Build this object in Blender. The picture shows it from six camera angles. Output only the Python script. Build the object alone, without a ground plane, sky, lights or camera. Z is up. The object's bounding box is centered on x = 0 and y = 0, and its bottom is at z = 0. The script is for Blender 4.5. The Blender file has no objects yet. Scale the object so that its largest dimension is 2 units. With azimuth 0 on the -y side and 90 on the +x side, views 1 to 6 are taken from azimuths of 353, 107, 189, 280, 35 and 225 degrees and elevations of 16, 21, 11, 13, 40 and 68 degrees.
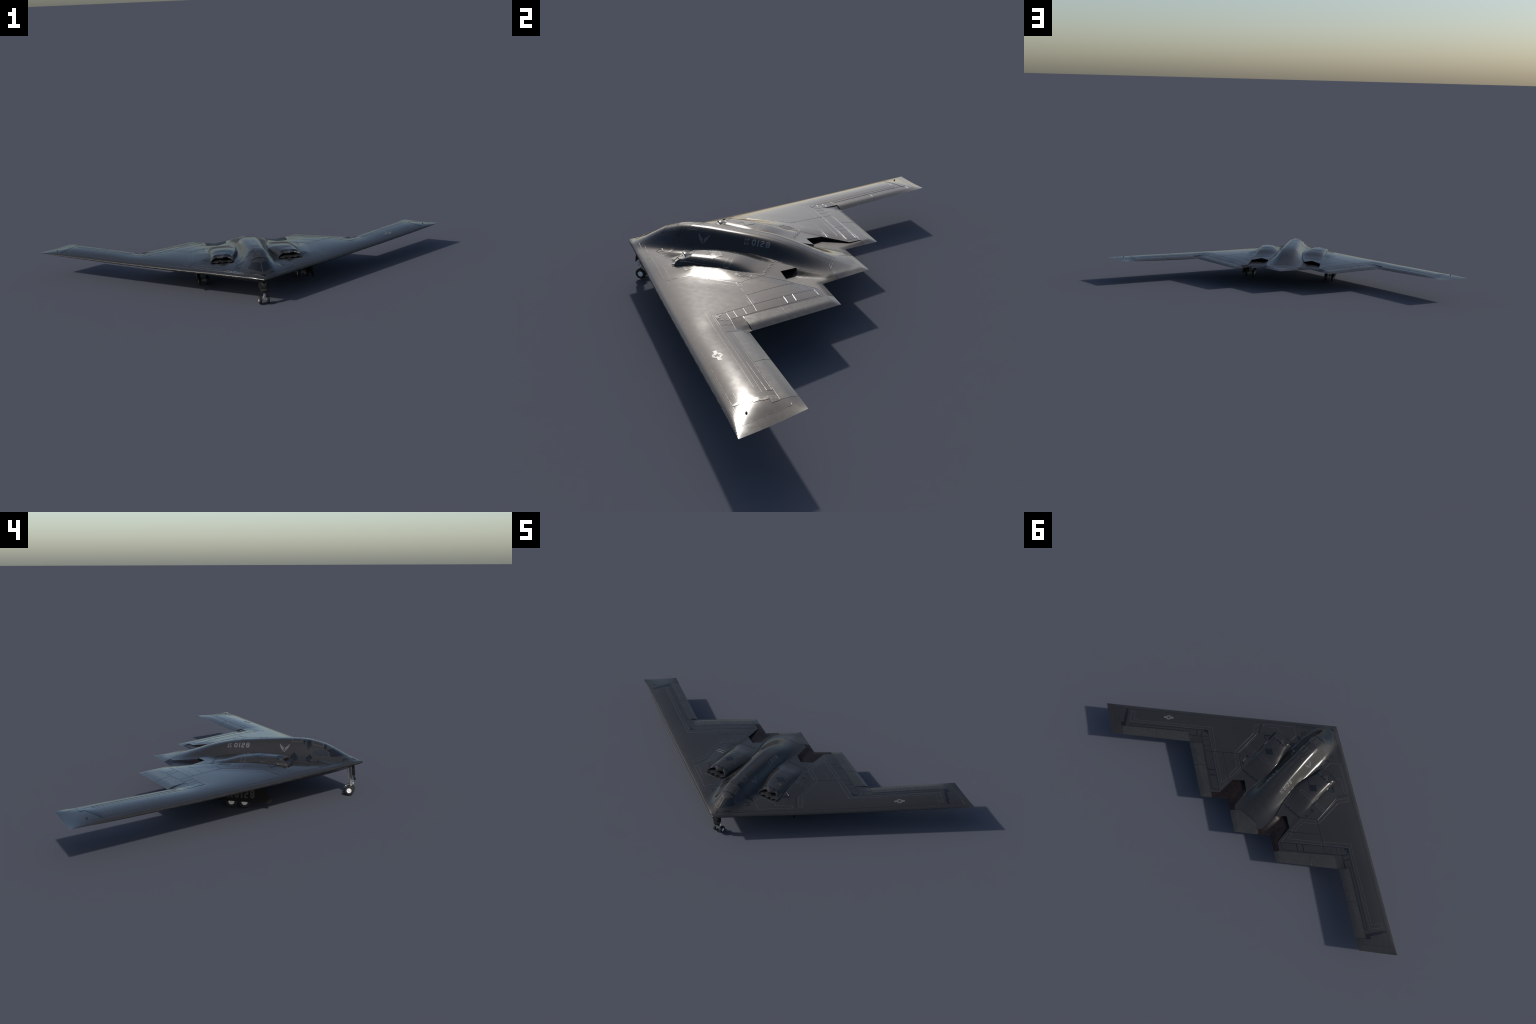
# Flying-wing bomber, built from profile curves, a height-field skin split into parts, and thin pieces laid on it.
import math
import numpy as np

# ------------------------------------------------------------------ surface
# Everything below describes the right half (x >= 0); the left half mirrors it.
NOSE, TIP_LE, TIP_TE = (0.0, -0.4088), (1.0, 0.3040), (0.8512, 0.4085)
NOTCH1, POINT1, NOTCH2, TAIL = (0.5172, 0.1680), (0.2611, 0.3461), (0.1475, 0.2662), (0.0, 0.3706)
SWEEP = (TIP_LE[1] - NOSE[1]) / TIP_LE[0]
COS_SWEEP = 1.0 / math.hypot(1.0, SWEEP)
TRAILING = [TAIL, NOTCH2, POINT1, NOTCH1, TIP_TE, TIP_LE]

LE_Z = ([0, .2, .4, .6, .8, 1.0], [.1192, .1178, .1158, .1164, .1191, .1237])
TE_Z = ([0, .1475, .2611, .5172, .8512, 1.0], [.1157, .1143, .1100, .1190, .1290, .1235])
WING_RISE = ([0, .10, .22, .32, .5, .7, .88, .95, 1.0], [.0165, .0180, .0255, .0215, .0190, .0182, .0165, .0165, .0165])
BELLY_DROP = ([0, .12, .2, .3, .5, .8, 1.0], [.056, .053, .044, .030, .020, .013, .005])
SPINE = ([-.4088, -.378, -.349, -.317, -.281, -.2445, -.212, -.176, -.13, -.088, 0.0, .06, .1125, .16, .196, .2725, .32, .3706],
         [.1190, .1305, .1440, .1615, .1795, .1912, .1980, .2003, .1998, .1982, .1935, .1880, .1785, .1656, .1535, .1312, .1215, .1157])
BODY_W = ([-.42, -.36, -.30, -.25, -.2, -.13, 0, .08, .16, .25, .38], [.048, .0525, .0560, .0605, .0628, .0622, .0618, .0645, .067, .070, .072])
BODY_P = ([-.42, -.3, -.2, -.13, -.05, 0, .08, .16, .25, .3], [2.6, 2.9, 2.95, 3.1, 3.7, 4.0, 4.3, 3.3, 2.6, 2.3])
SKIRT = ([-.22, -.13, -.05, .05, .18, .28], [.02, .05, .10, .20, .20, .08])
NAC_TOP = ([-.22, -.19, -.159, -.12, -.07, 0, .07, .115, .145, .18, .22], [.1560, .1605, .1640, .1670, .1672, .1620, .1460, .1375, .1335, .1290, .1225])
NAC_OUT = ([-.20, .10, .18], [.2085, .2005, .1950])
NAC_IN = ([-.20, -.15, -.12, -.08, -.03, .03, .10, .18], [.102, .0990, .0930, .0810, .0710, .0710, .0800, .0998])


def smooth_interp(x, table):
    """monotone cubic (Fritsch-Carlson) through a small table"""
    xs, ys = (np.asarray(t, float) for t in table)
    h, dl = np.diff(xs), np.diff(ys) / np.diff(xs)
    m = np.concatenate([[dl[0]], np.where(dl[:-1] * dl[1:] > 0, 2 * dl[:-1] * dl[1:] / np.where(dl[:-1] + dl[1:] == 0, 1, dl[:-1] + dl[1:]), 0), [dl[-1]]])
    x = np.clip(np.asarray(x, float), xs[0], xs[-1])
    i = np.clip(np.searchsorted(xs, x) - 1, 0, len(xs) - 2)
    t = (x - xs[i]) / h[i]
    return ((1 + 2 * t) * (1 - t) ** 2 * ys[i] + t * (1 - t) ** 2 * h[i] * m[i]
            + t * t * (3 - 2 * t) * ys[i + 1] + t * t * (t - 1) * h[i] * m[i + 1])


def lead(x):
    return NOSE[1] + SWEEP * np.abs(x)


def segment_distance(x, y, a, b):
    dx, dy = b[0] - a[0], b[1] - a[1]
    t = np.clip(((x - a[0]) * dx + (y - a[1]) * dy) / (dx * dx + dy * dy), 0, 1)
    return np.hypot(x - a[0] - t * dx, y - a[1] - t * dy)


def edges(x, y):
    """distance from the leading edge, and softened distance from the saw-tooth trailing edge"""
    x = np.abs(x)
    s = np.maximum((y - lead(x)) * COS_SWEEP, 0)
    d = sum(np.maximum(segment_distance(x, y, a, b), 1e-6) ** -5.0 for a, b in zip(TRAILING[:-2], TRAILING[1:-1])) ** -0.2
    return s, d


def tip_edge(x, y):
    """the cut-off wing tip thins almost straight to a sharp edge"""
    q = segment_distance(np.abs(x), y, TIP_TE, TIP_LE) / .085
    return q / (1 + q ** 4) ** .25


def wing_base(x, y):
    s, d = edges(x, y)
    x = np.abs(x)
    t = s / (s + d + 1e-9)
    return smooth_interp(x, LE_Z) * (1 - t) + np.interp(x, *TE_Z) * t, s, d


def round_nose(s, a=.010):
    return np.sqrt(np.maximum(1 - (1 - np.minimum(s, a) / a) ** 2, 0))


def rear_taper(x, d):
    """thick root thins late towards the rear, the outer panel thins almost in a straight line"""
    x = np.abs(x)
    root = 1 - np.exp(-(d / np.interp(x, [0, .1, .2], [.150, .140, .118])) ** 1.6)
    q = d / .118
    return root + (q / (1 + q ** 4) ** .25 - root) * np.clip((x - .28) / .24, 0, 1)


def root_fillet(x, y):
    """wing skin ramps up towards the outer side of each nacelle"""
    x = np.abs(x)
    along = np.clip((y + .17) / .07, 0, 1) * np.clip((.07 - y) / .10, 0, 1)
    q = np.clip(np.where(x > .203, (.272 - x) / .069, (x - .194) / .009), 0, 1)
    return .0048 * along * along * (3 - 2 * along) * q * q * (3 - 2 * q)


def wing_top(x, y):
    z, s, d = wing_base(x, y)
    return z + root_fillet(x, y) + np.interp(np.abs(x), [0, .12, .35, .7, 1.0], [.0036, .0056, .0058, .0050, .0036]) * round_nose(s) * np.minimum(d / .02, 1) * tip_edge(x, y) + smooth_interp(np.abs(x), WING_RISE) * (1 - np.exp(-s / np.interp(np.abs(x), [.2, .5], [.072, .058]))) * rear_taper(x, d) * tip_edge(x, y)


def under(x, y):
    z, s, d = wing_base(x, y)
    return z - np.interp(np.abs(x), [0, .12, .35, .7, 1.0], [.0036, .0056, .0058, .0050, .0036]) * round_nose(s) * np.minimum(d / .02, 1) * tip_edge(x, y) - smooth_interp(np.abs(x), BELLY_DROP) * (1 - np.exp(-(s / .078) ** 1.4)) * (1 - np.exp(-(d / np.interp(np.abs(x), [0, .28, .45, .6], [.185, .170, .110, .075])) ** np.interp(np.abs(x), [.3, .6], [1.8, 1.3]))) * tip_edge(x, y)


def shell(x, y):
    """wing and centre body without the engine nacelles"""
    w = wing_top(x, y)
    h = np.maximum(smooth_interp(y, SPINE) - wing_top(0 * x, y), 0)
    wid, p = smooth_interp(y, BODY_W), np.interp(y, *BODY_P)
    k = np.interp(y, *SKIRT)
    return w + h * ((1 - k) * np.exp(-(np.abs(x) / wid) ** p) + k * np.exp(-(x / .12) ** 2))


def soft_max(a, b, k):
    return .5 * (a + b + np.sqrt((a - b) ** 2 + k * k))


def nacelle(x, y):
    """surface over an engine, only meant inside the nacelle footprint"""
    base = shell(x, y)
    x = np.abs(x)
    o, i = np.interp(y, *NAC_OUT), np.interp(y, *NAC_IN)
    c, w = (o + i) / 2, (o - i) / 2
    u = np.clip((x - c) / w, -1, 1)
    foot = wing_top(c, y)
    bulge = np.where(u > 0, (1 - np.abs(u) ** 3.3) ** .60, (1 - np.abs(u) ** 2.8) ** .68)
    dome = foot + np.maximum(smooth_interp(y, NAC_TOP) - foot, 0) * bulge
    k = np.interp(y, [-.16, -.05, .1], [.006, .013, .013]) * np.clip(1 - u, 0, 2) / 2 * np.clip((1 - u * u) * 6, 0, 1)
    return np.where(np.abs(u) >= 1, base, soft_max(base, dome, k + 1e-5))


def top(x, y):
    """outer skin seen from above, nacelles included (no lips or troughs)"""
    return nacelle(x, y)

# ------------------------------------------------------------------ outline pieces (right half)
LIP = [(float(np.interp(-.164, *NAC_OUT)), -.164), (.1765, -.1375), (.1512, -.1590), (.1278, -.1385), (float(np.interp(-.158, *NAC_IN)), -.158)]
EXHAUST = [(float(np.interp(.176, *NAC_OUT)), .176), (.1450, .1400), (float(np.interp(.1775, *NAC_IN)), .1775)]
SPLITTER = [(.2040, -.1735), (.1912, -.1646), (.1772, -.1738), (.1625, -.1645), (.1527, -.1750), (.1345, -.1640), (.1215, -.1745), (.1085, -.1660)]
SCOOP_FRONT = [(.2060, -.1745), (.1550, -.2000), (.1060, -.1810)]


def along_te(a, b, x):
    return a[1] + (b[1] - a[1]) * (x - a[0]) / (b[0] - a[0])


def nacelle_sides(y0, y1, table, n):
    ys = np.linspace(y0, y1, n)
    return [(float(np.interp(y, *table)), float(y)) for y in ys]


NACELLE_POLY = (LIP + nacelle_sides(-.158, .1775, NAC_IN, 22)[1:-1] + EXHAUST[::-1] + nacelle_sides(.176, -.164, NAC_OUT, 14)[1:-1])
DECK_END = (.2170, along_te(NOTCH2, POINT1, .2170))
DECK_CORNER, DECK_STEP = (.1995, .2688), (.2353, .2956)
SHOULDER, TAIL_HINGE_MID, TAIL_HINGE_TE = (.0947, .2680), (.0765, .2845), (.0960, along_te(TAIL, NOTCH2, .0960))
TROUGH_POLY = [EXHAUST[0], EXHAUST[1], EXHAUST[2], (.0985, .2050), SHOULDER, TAIL_HINGE_MID, TAIL_HINGE_TE, NOTCH2, DECK_END, (.2262, .3050), DECK_STEP, DECK_CORNER]
SCOOP_POLY = SCOOP_FRONT + LIP[::-1]
HINGE_A, HINGE_B, HINGE_M = (.2400, .2925), (.4574, .1311), (.3612, .2055)
INNER_TE_B, INNER_TE_M = (.5088, along_te(POINT1, NOTCH1, .5088)), (.4060, along_te(POINT1, NOTCH1, .4060))
INNER_ELEVON = [DECK_END, (.2262, .3050), HINGE_A, HINGE_M, INNER_TE_M, POINT1]
MIDDLE_ELEVON = [HINGE_M, HINGE_B, INNER_TE_B, INNER_TE_M]
NOTCH_PIECE = [HINGE_B, (.4859, .1077), (.5430, .1480), NOTCH1, INNER_TE_B]
OUT_A, OUT_M, OUT_B = (.5520, .1330), (.6956, .2365), (.8395, .3427)
OUT_TE_M, OUT_TE_B = (.6520, along_te(NOTCH1, TIP_TE, .6520)), (.8030, along_te(NOTCH1, TIP_TE, .8030))
RUDDER_IN = [NOTCH1, (.5430, .1480), OUT_A, OUT_M, OUT_TE_M]
RUDDER_OUT = [OUT_M, OUT_B, OUT_TE_B, OUT_TE_M]
TAIL_POLY = [(0, .2665), (.0530, .2672), TAIL_HINGE_MID, TAIL_HINGE_TE, TAIL]
EDGE_IN = .0252                                      # width of the leading edge strip, measured along y
TIP_LINE_A, TIP_LINE_B = (.9551, .2959), (.8380, .3835)
LE_LINE = [(float(x), float(lead(x))) for x in np.linspace(0, 1, 126)]
LEADING_POLY = LE_LINE[:-1] + [TIP_LE, (.9855, .3140), TIP_LINE_A, (0, NOSE[1] + EDGE_IN)]
TIP_POLY = [TIP_LE, TIP_TE, OUT_TE_B, OUT_B, (.8495, .3728), TIP_LINE_A]
GLASS_POLY = [(0, -.3553), (.0085, -.3545), (.0150, -.3510), (.0245, -.3440), (.0375, -.3315), (.0475, -.3195), (.0560, -.3050), (.0590, -.2945),
              (.0450, -.2895), (.0400, -.2780), (.0335, -.2875), (.0240, -.2960), (.0120, -.3018), (0, -.3040)]
WINDOW_POLY = [(.0408, -.2745), (.0490, -.2390), (.0515, -.2335), (.0630, -.2345), (.0655, -.2500), (.0645, -.2670), (.0590, -.2885), (.0468, -.2855)]
BODY_POLY = [(0, NOSE[1] + EDGE_IN), (.0190, -.3745), (.0520, -.3450), (.0800, -.3000), (.0930, -.2300), (.1060, -.1810), LIP[-1]] + \
    nacelle_sides(-.158, .1775, NAC_IN, 22)[1:-1] + [EXHAUST[2], (.0985, .2050), SHOULDER, TAIL_HINGE_MID, (.0530, .2672), (0, .2665)]
WING_LEFT_OVER = "wing"
REGIONS = [("exhaust_deck", TROUGH_POLY), ("engine_nacelle", NACELLE_POLY), ("intake_scoop", SCOOP_POLY), ("tail_elevon", TAIL_POLY),
           ("inner_elevon", INNER_ELEVON), ("middle_elevon", MIDDLE_ELEVON), ("inner_rudder", RUDDER_IN), ("outer_rudder", RUDDER_OUT),
           ("hinge_fairing", NOTCH_PIECE), ("wing_tip", TIP_POLY), ("leading_edge", LEADING_POLY), ("windscreen", GLASS_POLY),
           ("side_window", WINDOW_POLY), ("fuselage", BODY_POLY)]
MOVING = {"tail_elevon", "inner_elevon", "middle_elevon", "inner_rudder", "outer_rudder", "wing_tip", "leading_edge"}


def inside(x, y, poly):
    r = np.zeros(np.shape(x), bool)
    for (x0, y0), (x1, y1) in zip(poly, poly[1:] + poly[:1]):
        c = (y0 > y) != (y1 > y)
        with np.errstate(divide="ignore", invalid="ignore"):
            r ^= c & (x < (x1 - x0) * (y - y0) / (y1 - y0) + x0)
    return r


def step(a, b, t):
    t = np.clip((t - a) / (b - a), 0, 1)
    return t * t * (3 - 2 * t)


DECK_INNER = [EXHAUST[2], (.0985, .2050), SHOULDER, TAIL_HINGE_MID, TAIL_HINGE_TE]


def deck(x, y):
    """sunken exhaust deck: curves down from the centre body, flush with the skin towards the trailing edge"""
    z, f = shell(x, y), .1180
    low = .5 * (z + f - np.sqrt((z - f) ** 2 + .0015 ** 2))
    d = np.min([segment_distance(np.abs(x), y, a, b) for a, b in zip(DECK_INNER[:-1], DECK_INNER[1:])], 0)
    return z + (low - z) * step(0, .030, d)


def duct_floor(x, y):
    """floor of the exhaust duct, dropping away ahead of the rear lip"""
    d = np.min([segment_distance(np.abs(x), y, a, b) for a, b in zip(EXHAUST[:-1], EXHAUST[1:])], 0)
    return deck(x, y) - .022 * step(0, .06, d)


def scoop(x, y):
    x = np.abs(x)
    d = np.minimum(segment_distance(x, y, SCOOP_FRONT[0], SCOOP_FRONT[1]), segment_distance(x, y, SCOOP_FRONT[1], SCOOP_FRONT[2]))
    return shell(x, y) - .0040 * step(0, .03, d) - .030 * step(-.15, -.02, y) * (x > 0)


def sunk(x, y):
    """fixed piece between two control surfaces, thinner than they are towards the notch"""
    d = np.hypot(np.abs(x) - NOTCH1[0], y - NOTCH1[1])
    return shell(x, y) - .0032 * step(.075, .012, d) * step(0, .012, edges(x, y)[1])


def hood(x, y):
    """nacelle skin with its front edge rolled down between the teeth of the lip"""
    d = np.min([segment_distance(np.abs(x), y, a, b) for a, b in zip(LIP[:-1], LIP[1:])], 0)
    drop = .0055 * step(-.159, -.139, y) * np.clip(1 - d / .016, 0, 1) ** 1.6
    return np.maximum(nacelle(x, y) - drop, np.minimum(shell(x, y), nacelle(x, y)))


SURFACE = {"engine_nacelle": hood, "exhaust_deck": deck, "intake_scoop": scoop, "hinge_fairing": sunk}
OPEN = {frozenset(("engine_nacelle", n)) for n in ("intake_scoop", "exhaust_deck", "wing", "fuselage")}


def skin(x, y):
    """outer skin as built, used to lay markings and panel lines on it"""
    x, y = np.asarray(x, float), np.asarray(y, float)
    ax = np.abs(x)
    z = np.where(inside(ax, y, NACELLE_POLY), hood(x, y), shell(x, y))
    z = np.where(inside(ax, y, NOTCH_PIECE), sunk(x, y), z)
    return np.where(inside(ax, y, TROUGH_POLY), deck(x, y), z)


def skin_normal(x, y, f=skin, e=6e-4):
    g = np.stack([(f(x - e, y) - f(x + e, y)) / (2 * e), (f(x, y - e) - f(x, y + e)) / (2 * e), np.ones(np.shape(x))], -1)
    return g / np.linalg.norm(g, axis=-1, keepdims=True)
import bpy, bmesh
from mathutils import Vector, geometry
import random


def subdivide(pts, size, closed=True):
    out = []
    n = len(pts)
    for i in range(n if closed else n - 1):
        a, b = np.array(pts[i]), np.array(pts[(i + 1) % n])
        k = max(1, int(math.ceil(np.hypot(*(b - a)) / size(*((a + b) / 2)))))
        out += [tuple(a + (b - a) * j / k) for j in range(k)]
    return out if closed else out + [tuple(pts[-1])]


def spacing(x, y):
    return .0042 if x < .215 and y < .20 else .006 if x < .25 else .010


def triangulate():
    outline = LE_LINE[:-1] + [TIP_LE, TIP_TE, OUT_TE_B, OUT_TE_M, NOTCH1, INNER_TE_B, INNER_TE_M, POINT1, DECK_END, NOTCH2, TAIL_HINGE_TE, TAIL, (0, .2665), (0, -.3040), (0, -.3553), (0, NOSE[1] + EDGE_IN)]
    index, verts, edges_ = {}, [], set()

    def add(p):
        k = (round(p[0], 6), round(p[1], 6))
        if k not in index:
            index[k] = len(verts)
            verts.append(k)
        return index[k]

    for poly in [outline] + [p for _, p in REGIONS]:
        ids = [add(p) for p in subdivide(poly, spacing)]
        edges_.update(tuple(sorted((a, b))) for a, b in zip(ids, ids[1:] + ids[:1]) if a != b)
    fixed = np.array(verts)
    cand = []
    for s in (.0003, .0010, .0021, .0037, .0060, .0090, .0125, .0160):
        y_off = s / COS_SWEEP
        xs = np.linspace(0, 1, 126)
        cand.append(np.stack([xs, lead(xs) + y_off], -1))
    for u in (.012, .04, .09):
        ys = np.arange(-.165, .18, .0042)
        o, i = np.interp(ys, *NAC_OUT), np.interp(ys, *NAC_IN)
        cand += [np.stack([o - (o - i) * u / 2, ys], -1), np.stack([i + (o - i) * u / 2, ys], -1)]
    rows, y0 = [], -.4
    for h, xa, xb, ya, yb in ((.0042, 0, .215, -.41, .20), (.006, 0, .25, .20, .38), (.010, .215, 1.0, -.41, .42)):
        for j, y in enumerate(np.arange(ya, yb, h * .866)):
            xs = np.arange(xa + (h / 2 if j % 2 else h * .01), xb, h)
            rows.append(np.stack([xs, np.full_like(xs, y), np.full_like(xs, h)], -1))
    rows = np.concatenate(rows)
    rows = rows[inside(rows[:, 0], rows[:, 1], outline)]
    rows = rows[(edges(rows[:, 0], rows[:, 1])[0] > .018)]
    cand = np.concatenate(cand)
    cand = np.concatenate([np.c_[cand, np.full(len(cand), .0004)], rows])
    cand = cand[inside(cand[:, 0], cand[:, 1], outline) & (cand[:, 0] > .0006)]
    # keep only candidates clear of the fixed lines and of each other (coarse bucket grid)
    cell, near = .0125, {}
    for q in fixed:
        near.setdefault((int(q[0] // cell), int((q[1] + 1) // cell)), []).append((q[0], q[1]))
    for x, y, h in cand.tolist():
        r2, ok = (h * .55) ** 2, True
        ci, cj = int(x // cell), int((y + 1) // cell)
        for i in (ci - 1, ci, ci + 1):
            for j in (cj - 1, cj, cj + 1):
                for qx, qy in near.get((i, j), ()):
                    if (qx - x) ** 2 + (qy - y) ** 2 < r2:
                        ok = False
                        break
                if not ok:
                    break
            if not ok:
                break
        if ok:
            near.setdefault((ci, cj), []).append((x, y))
            add((x, y))
    v, _, f = geometry.delaunay_2d_cdt([Vector(p) for p in verts], list(edges_), [], 0, 1e-7)[:3]
    v = np.array([tuple(p) for p in v])
    f = np.array(f)
    c = v[f].mean(1)
    keep = inside(c[:, 0], c[:, 1], outline)
    f, c = f[keep], c[keep]
    a, b, d = v[f[:, 0]], v[f[:, 1]], v[f[:, 2]]
    area = (b[:, 0] - a[:, 0]) * (d[:, 1] - a[:, 1]) - (b[:, 1] - a[:, 1]) * (d[:, 0] - a[:, 0])
    good = np.abs(area) > 1e-11
    f, c, area = f[good], c[good], area[good]
    f[area < 0] = f[area < 0][:, ::-1]
    region = np.full(len(f), -1)
    for i in reversed(range(len(REGIONS))):
        region[inside(c[:, 0], c[:, 1], REGIONS[i][1])] = i
    return v, f, region


def airframe():
    """whole skin as one welded shell, then split by region into part meshes that share border vertices and normals"""
    v2, tri, reg = triangulate()
    name = lambda i: REGIONS[i][0] if i >= 0 else "wing"
    pos, faces, owner, weld = [], [], [], {}

    def vert(x, y, z):
        k = (round(x, 5), round(y, 5), round(z, 5))
        if k not in weld:
            weld[k] = len(pos)
            pos.append((x, y, z))
        return weld[k]

    x, y = v2[:, 0], v2[:, 1]
    ztop = {n: SURFACE.get(n, shell)(x, y) for n in {name(i) for i in reg}}
    zlow = under(x, y)
    s, d = edges(x, y)
    rim = (s < 1e-5) | (d < 2e-5) | (segment_distance(x, y, TIP_TE, TIP_LE) < 2e-5)
    for n in ztop:
        ztop[n] = np.where(rim, zlow, ztop[n])
    edge_owner = {}
    for t, r in zip(tri, reg):
        n = name(r)
        low = n if n in MOVING else "belly" if x[t].mean() < .30 and y[t].mean() < .30 else "wing"
        for sx, tag in ((1, ""), (-1, "~")):
            up = [vert(sx * x[i], y[i], ztop[n][i]) for i in t]
            dn = [vert(sx * x[i], y[i], zlow[i]) for i in t]
            for ids, o in ((up if sx > 0 else up[::-1], n + tag), (dn[::-1] if sx > 0 else dn, low + tag)):
                if len(set(ids)) == 3:
                    faces.append(ids)
                    owner.append(o)
        for a, b in zip(t, np.roll(t, -1)):
            edge_owner.setdefault(frozenset((int(a), int(b))), []).append((int(a), int(b), n))
    for pair in edge_owner.values():
        if len(pair) == 2 and pair[0][2] != pair[1][2] and frozenset((pair[0][2], pair[1][2])) not in OPEN:
            (a, b, n0), (_, _, n1) = pair
            za, zb = (ztop[n0][a], ztop[n1][a]), (ztop[n0][b], ztop[n1][b])
            if max(abs(za[0] - za[1]), abs(zb[0] - zb[1])) > 2e-5:
                high = n0 if za[0] + zb[0] > za[1] + zb[1] else n1
                wall = "exhaust_deck" if "exhaust_deck" in (n0, n1) else high
                for sx, tag in ((1, ""), (-1, "~")):
                    ids = [vert(sx * x[a], y[a], za[0]), vert(sx * x[a], y[a], za[1]), vert(sx * x[b], y[b], zb[1]), vert(sx * x[b], y[b], zb[0])]
                    ids = list(dict.fromkeys(ids if sx > 0 else ids[::-1]))
                    if len(ids) > 2:
                        faces.append(ids)
                        owner.append(wall + tag)
    me = bpy.data.meshes.new("airframe_whole")
    me.from_pydata(pos, [], faces)
    me.polygons.foreach_set("use_smooth", [True] * len(faces))
    me.set_sharp_from_angle(angle=math.radians(34))
    me.update()
    nor = np.empty(len(me.loops) * 3, np.float32)
    me.corner_normals.foreach_get("vector", nor)
    nor = nor.reshape(-1, 3)
    # analytic normals along the thin rounded leading edge, where facets would glitter
    loop_vert = np.empty(len(me.loops), np.int32)
    me.loops.foreach_get("vertex_index", loop_vert)
    pv = np.array(pos)[loop_vert]
    s, d = edges(pv[:, 0], pv[:, 1])
    nose = (s < .019) & (d > .012) & (segment_distance(np.abs(pv[:, 0]), pv[:, 1], TIP_TE, TIP_LE) > .004) & (np.abs(pv[:, 0]) > .004)
    q = pv[nose]
    ys = np.maximum(q[:, 1], lead(q[:, 0]) + .00012)
    up = nor[nose, 2] > 0
    for mask, f, sgn in ((up, shell, 1), (~up, under, -1)):
        idx = np.flatnonzero(nose)[mask]
        nor[idx] = sgn * skin_normal(q[mask, 0], ys[mask], f, 6e-5)
    parts = {}
    for i, p in enumerate(me.polygons):
        o = owner[i]
        if o.rstrip("~") in ("fuselage", "windscreen", "belly", "tail_elevon"):
            o = o.rstrip("~")
        parts.setdefault(o, []).append((faces[i], p.loop_start))
    out = {}
    for o, fl in parts.items():
        used = sorted({i for f, _ in fl for i in f})
        m = {g: l for l, g in enumerate(used)}
        part = bpy.data.meshes.new(o.rstrip("~"))
        part.from_pydata([pos[i] for i in used], [], [[m[i] for i in f] for f, _ in fl])
        part.polygons.foreach_set("use_smooth", [True] * len(fl))
        part.normals_split_custom_set([tuple(nor[s0 + k]) for f, s0 in fl for k in range(len(f))])
        out[o] = part
    bpy.data.meshes.remove(me)
    return out

# ------------------------------------------------------------------ laying thin pieces on the skin
def on_skin(sign, f=skin):
    def fn(uv, h):
        x, y = uv[:, 0], uv[:, 1]
        n = skin_normal(x, y, f)
        p = np.stack([x, y, f(x, y)], -1) + n * np.asarray(h).reshape(-1, 1)
        return p * [sign, 1, 1]
    return fn, sign < 0


def on_plane(origin, right, up):
    o, r, w = (np.array(a, float) for a in (origin, right, up))
    n = np.cross(r, w)
    n /= np.linalg.norm(n)

    def fn(uv, h):
        return o + uv[:, :1] * r + uv[:, 1:2] * w + n * np.asarray(h).reshape(-1, 1)
    return fn, False


def densify(pts, size, closed):
    return np.array(subdivide(pts, lambda *_: size, closed), float)


def mesh_from(name, chunks):
    """chunks: list of (verts array, faces); one mesh"""
    v, f, o = [], [], 0
    for vs, fs in chunks:
        v += [tuple(map(float, p)) for p in vs]
        f += [[i + o for i in q] for q in fs]
        o += len(vs)
    me = bpy.data.meshes.new(name)
    me.from_pydata(v, [], f)
    return me


def ribbon(pts, width, where, closed=False, h=.0006, size=.005):
    fn, flip = where
    p = densify(pts, size, closed)
    n = len(p)
    prev, nxt = np.roll(p, 1, 0), np.roll(p, -1, 0)
    if not closed:
        prev[0], nxt[-1] = 2 * p[0] - p[1], 2 * p[-1] - p[-2]
    a, b = p - prev, nxt - p
    a /= np.linalg.norm(a, axis=1, keepdims=True) + 1e-12
    b /= np.linalg.norm(b, axis=1, keepdims=True) + 1e-12
    na, nb = np.stack([-a[:, 1], a[:, 0]], -1), np.stack([-b[:, 1], b[:, 0]], -1)
    m = na + nb
    m /= np.maximum((m * na).sum(1, keepdims=True), .35)
    w = width / 2
    prof = [(1 - 2 * k / 6, h * (1 - (1 - 2 * k / 6) ** 2) ** .8) for k in range(7)]
    c = len(prof)
    v = fn(np.concatenate([p + m * w * q for q, _ in prof]), np.repeat([hh + .00012 if 0 < k < 6 else -.0003 for k, (_, hh) in enumerate(prof)], n))
    f = []
    for i in range(n if closed else n - 1):
        j = (i + 1) % n
        for r in range(c - 1):
            q = [r * n + i, (r + 1) * n + i, (r + 1) * n + j, r * n + j]
            f.append(q[::-1] if flip else q)
    if not closed:
        for i in (0, n - 1):
            q = [r * n + i for r in range(c)]
            f.append(q if (i == 0) == flip else q[::-1])
    return v, f


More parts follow.
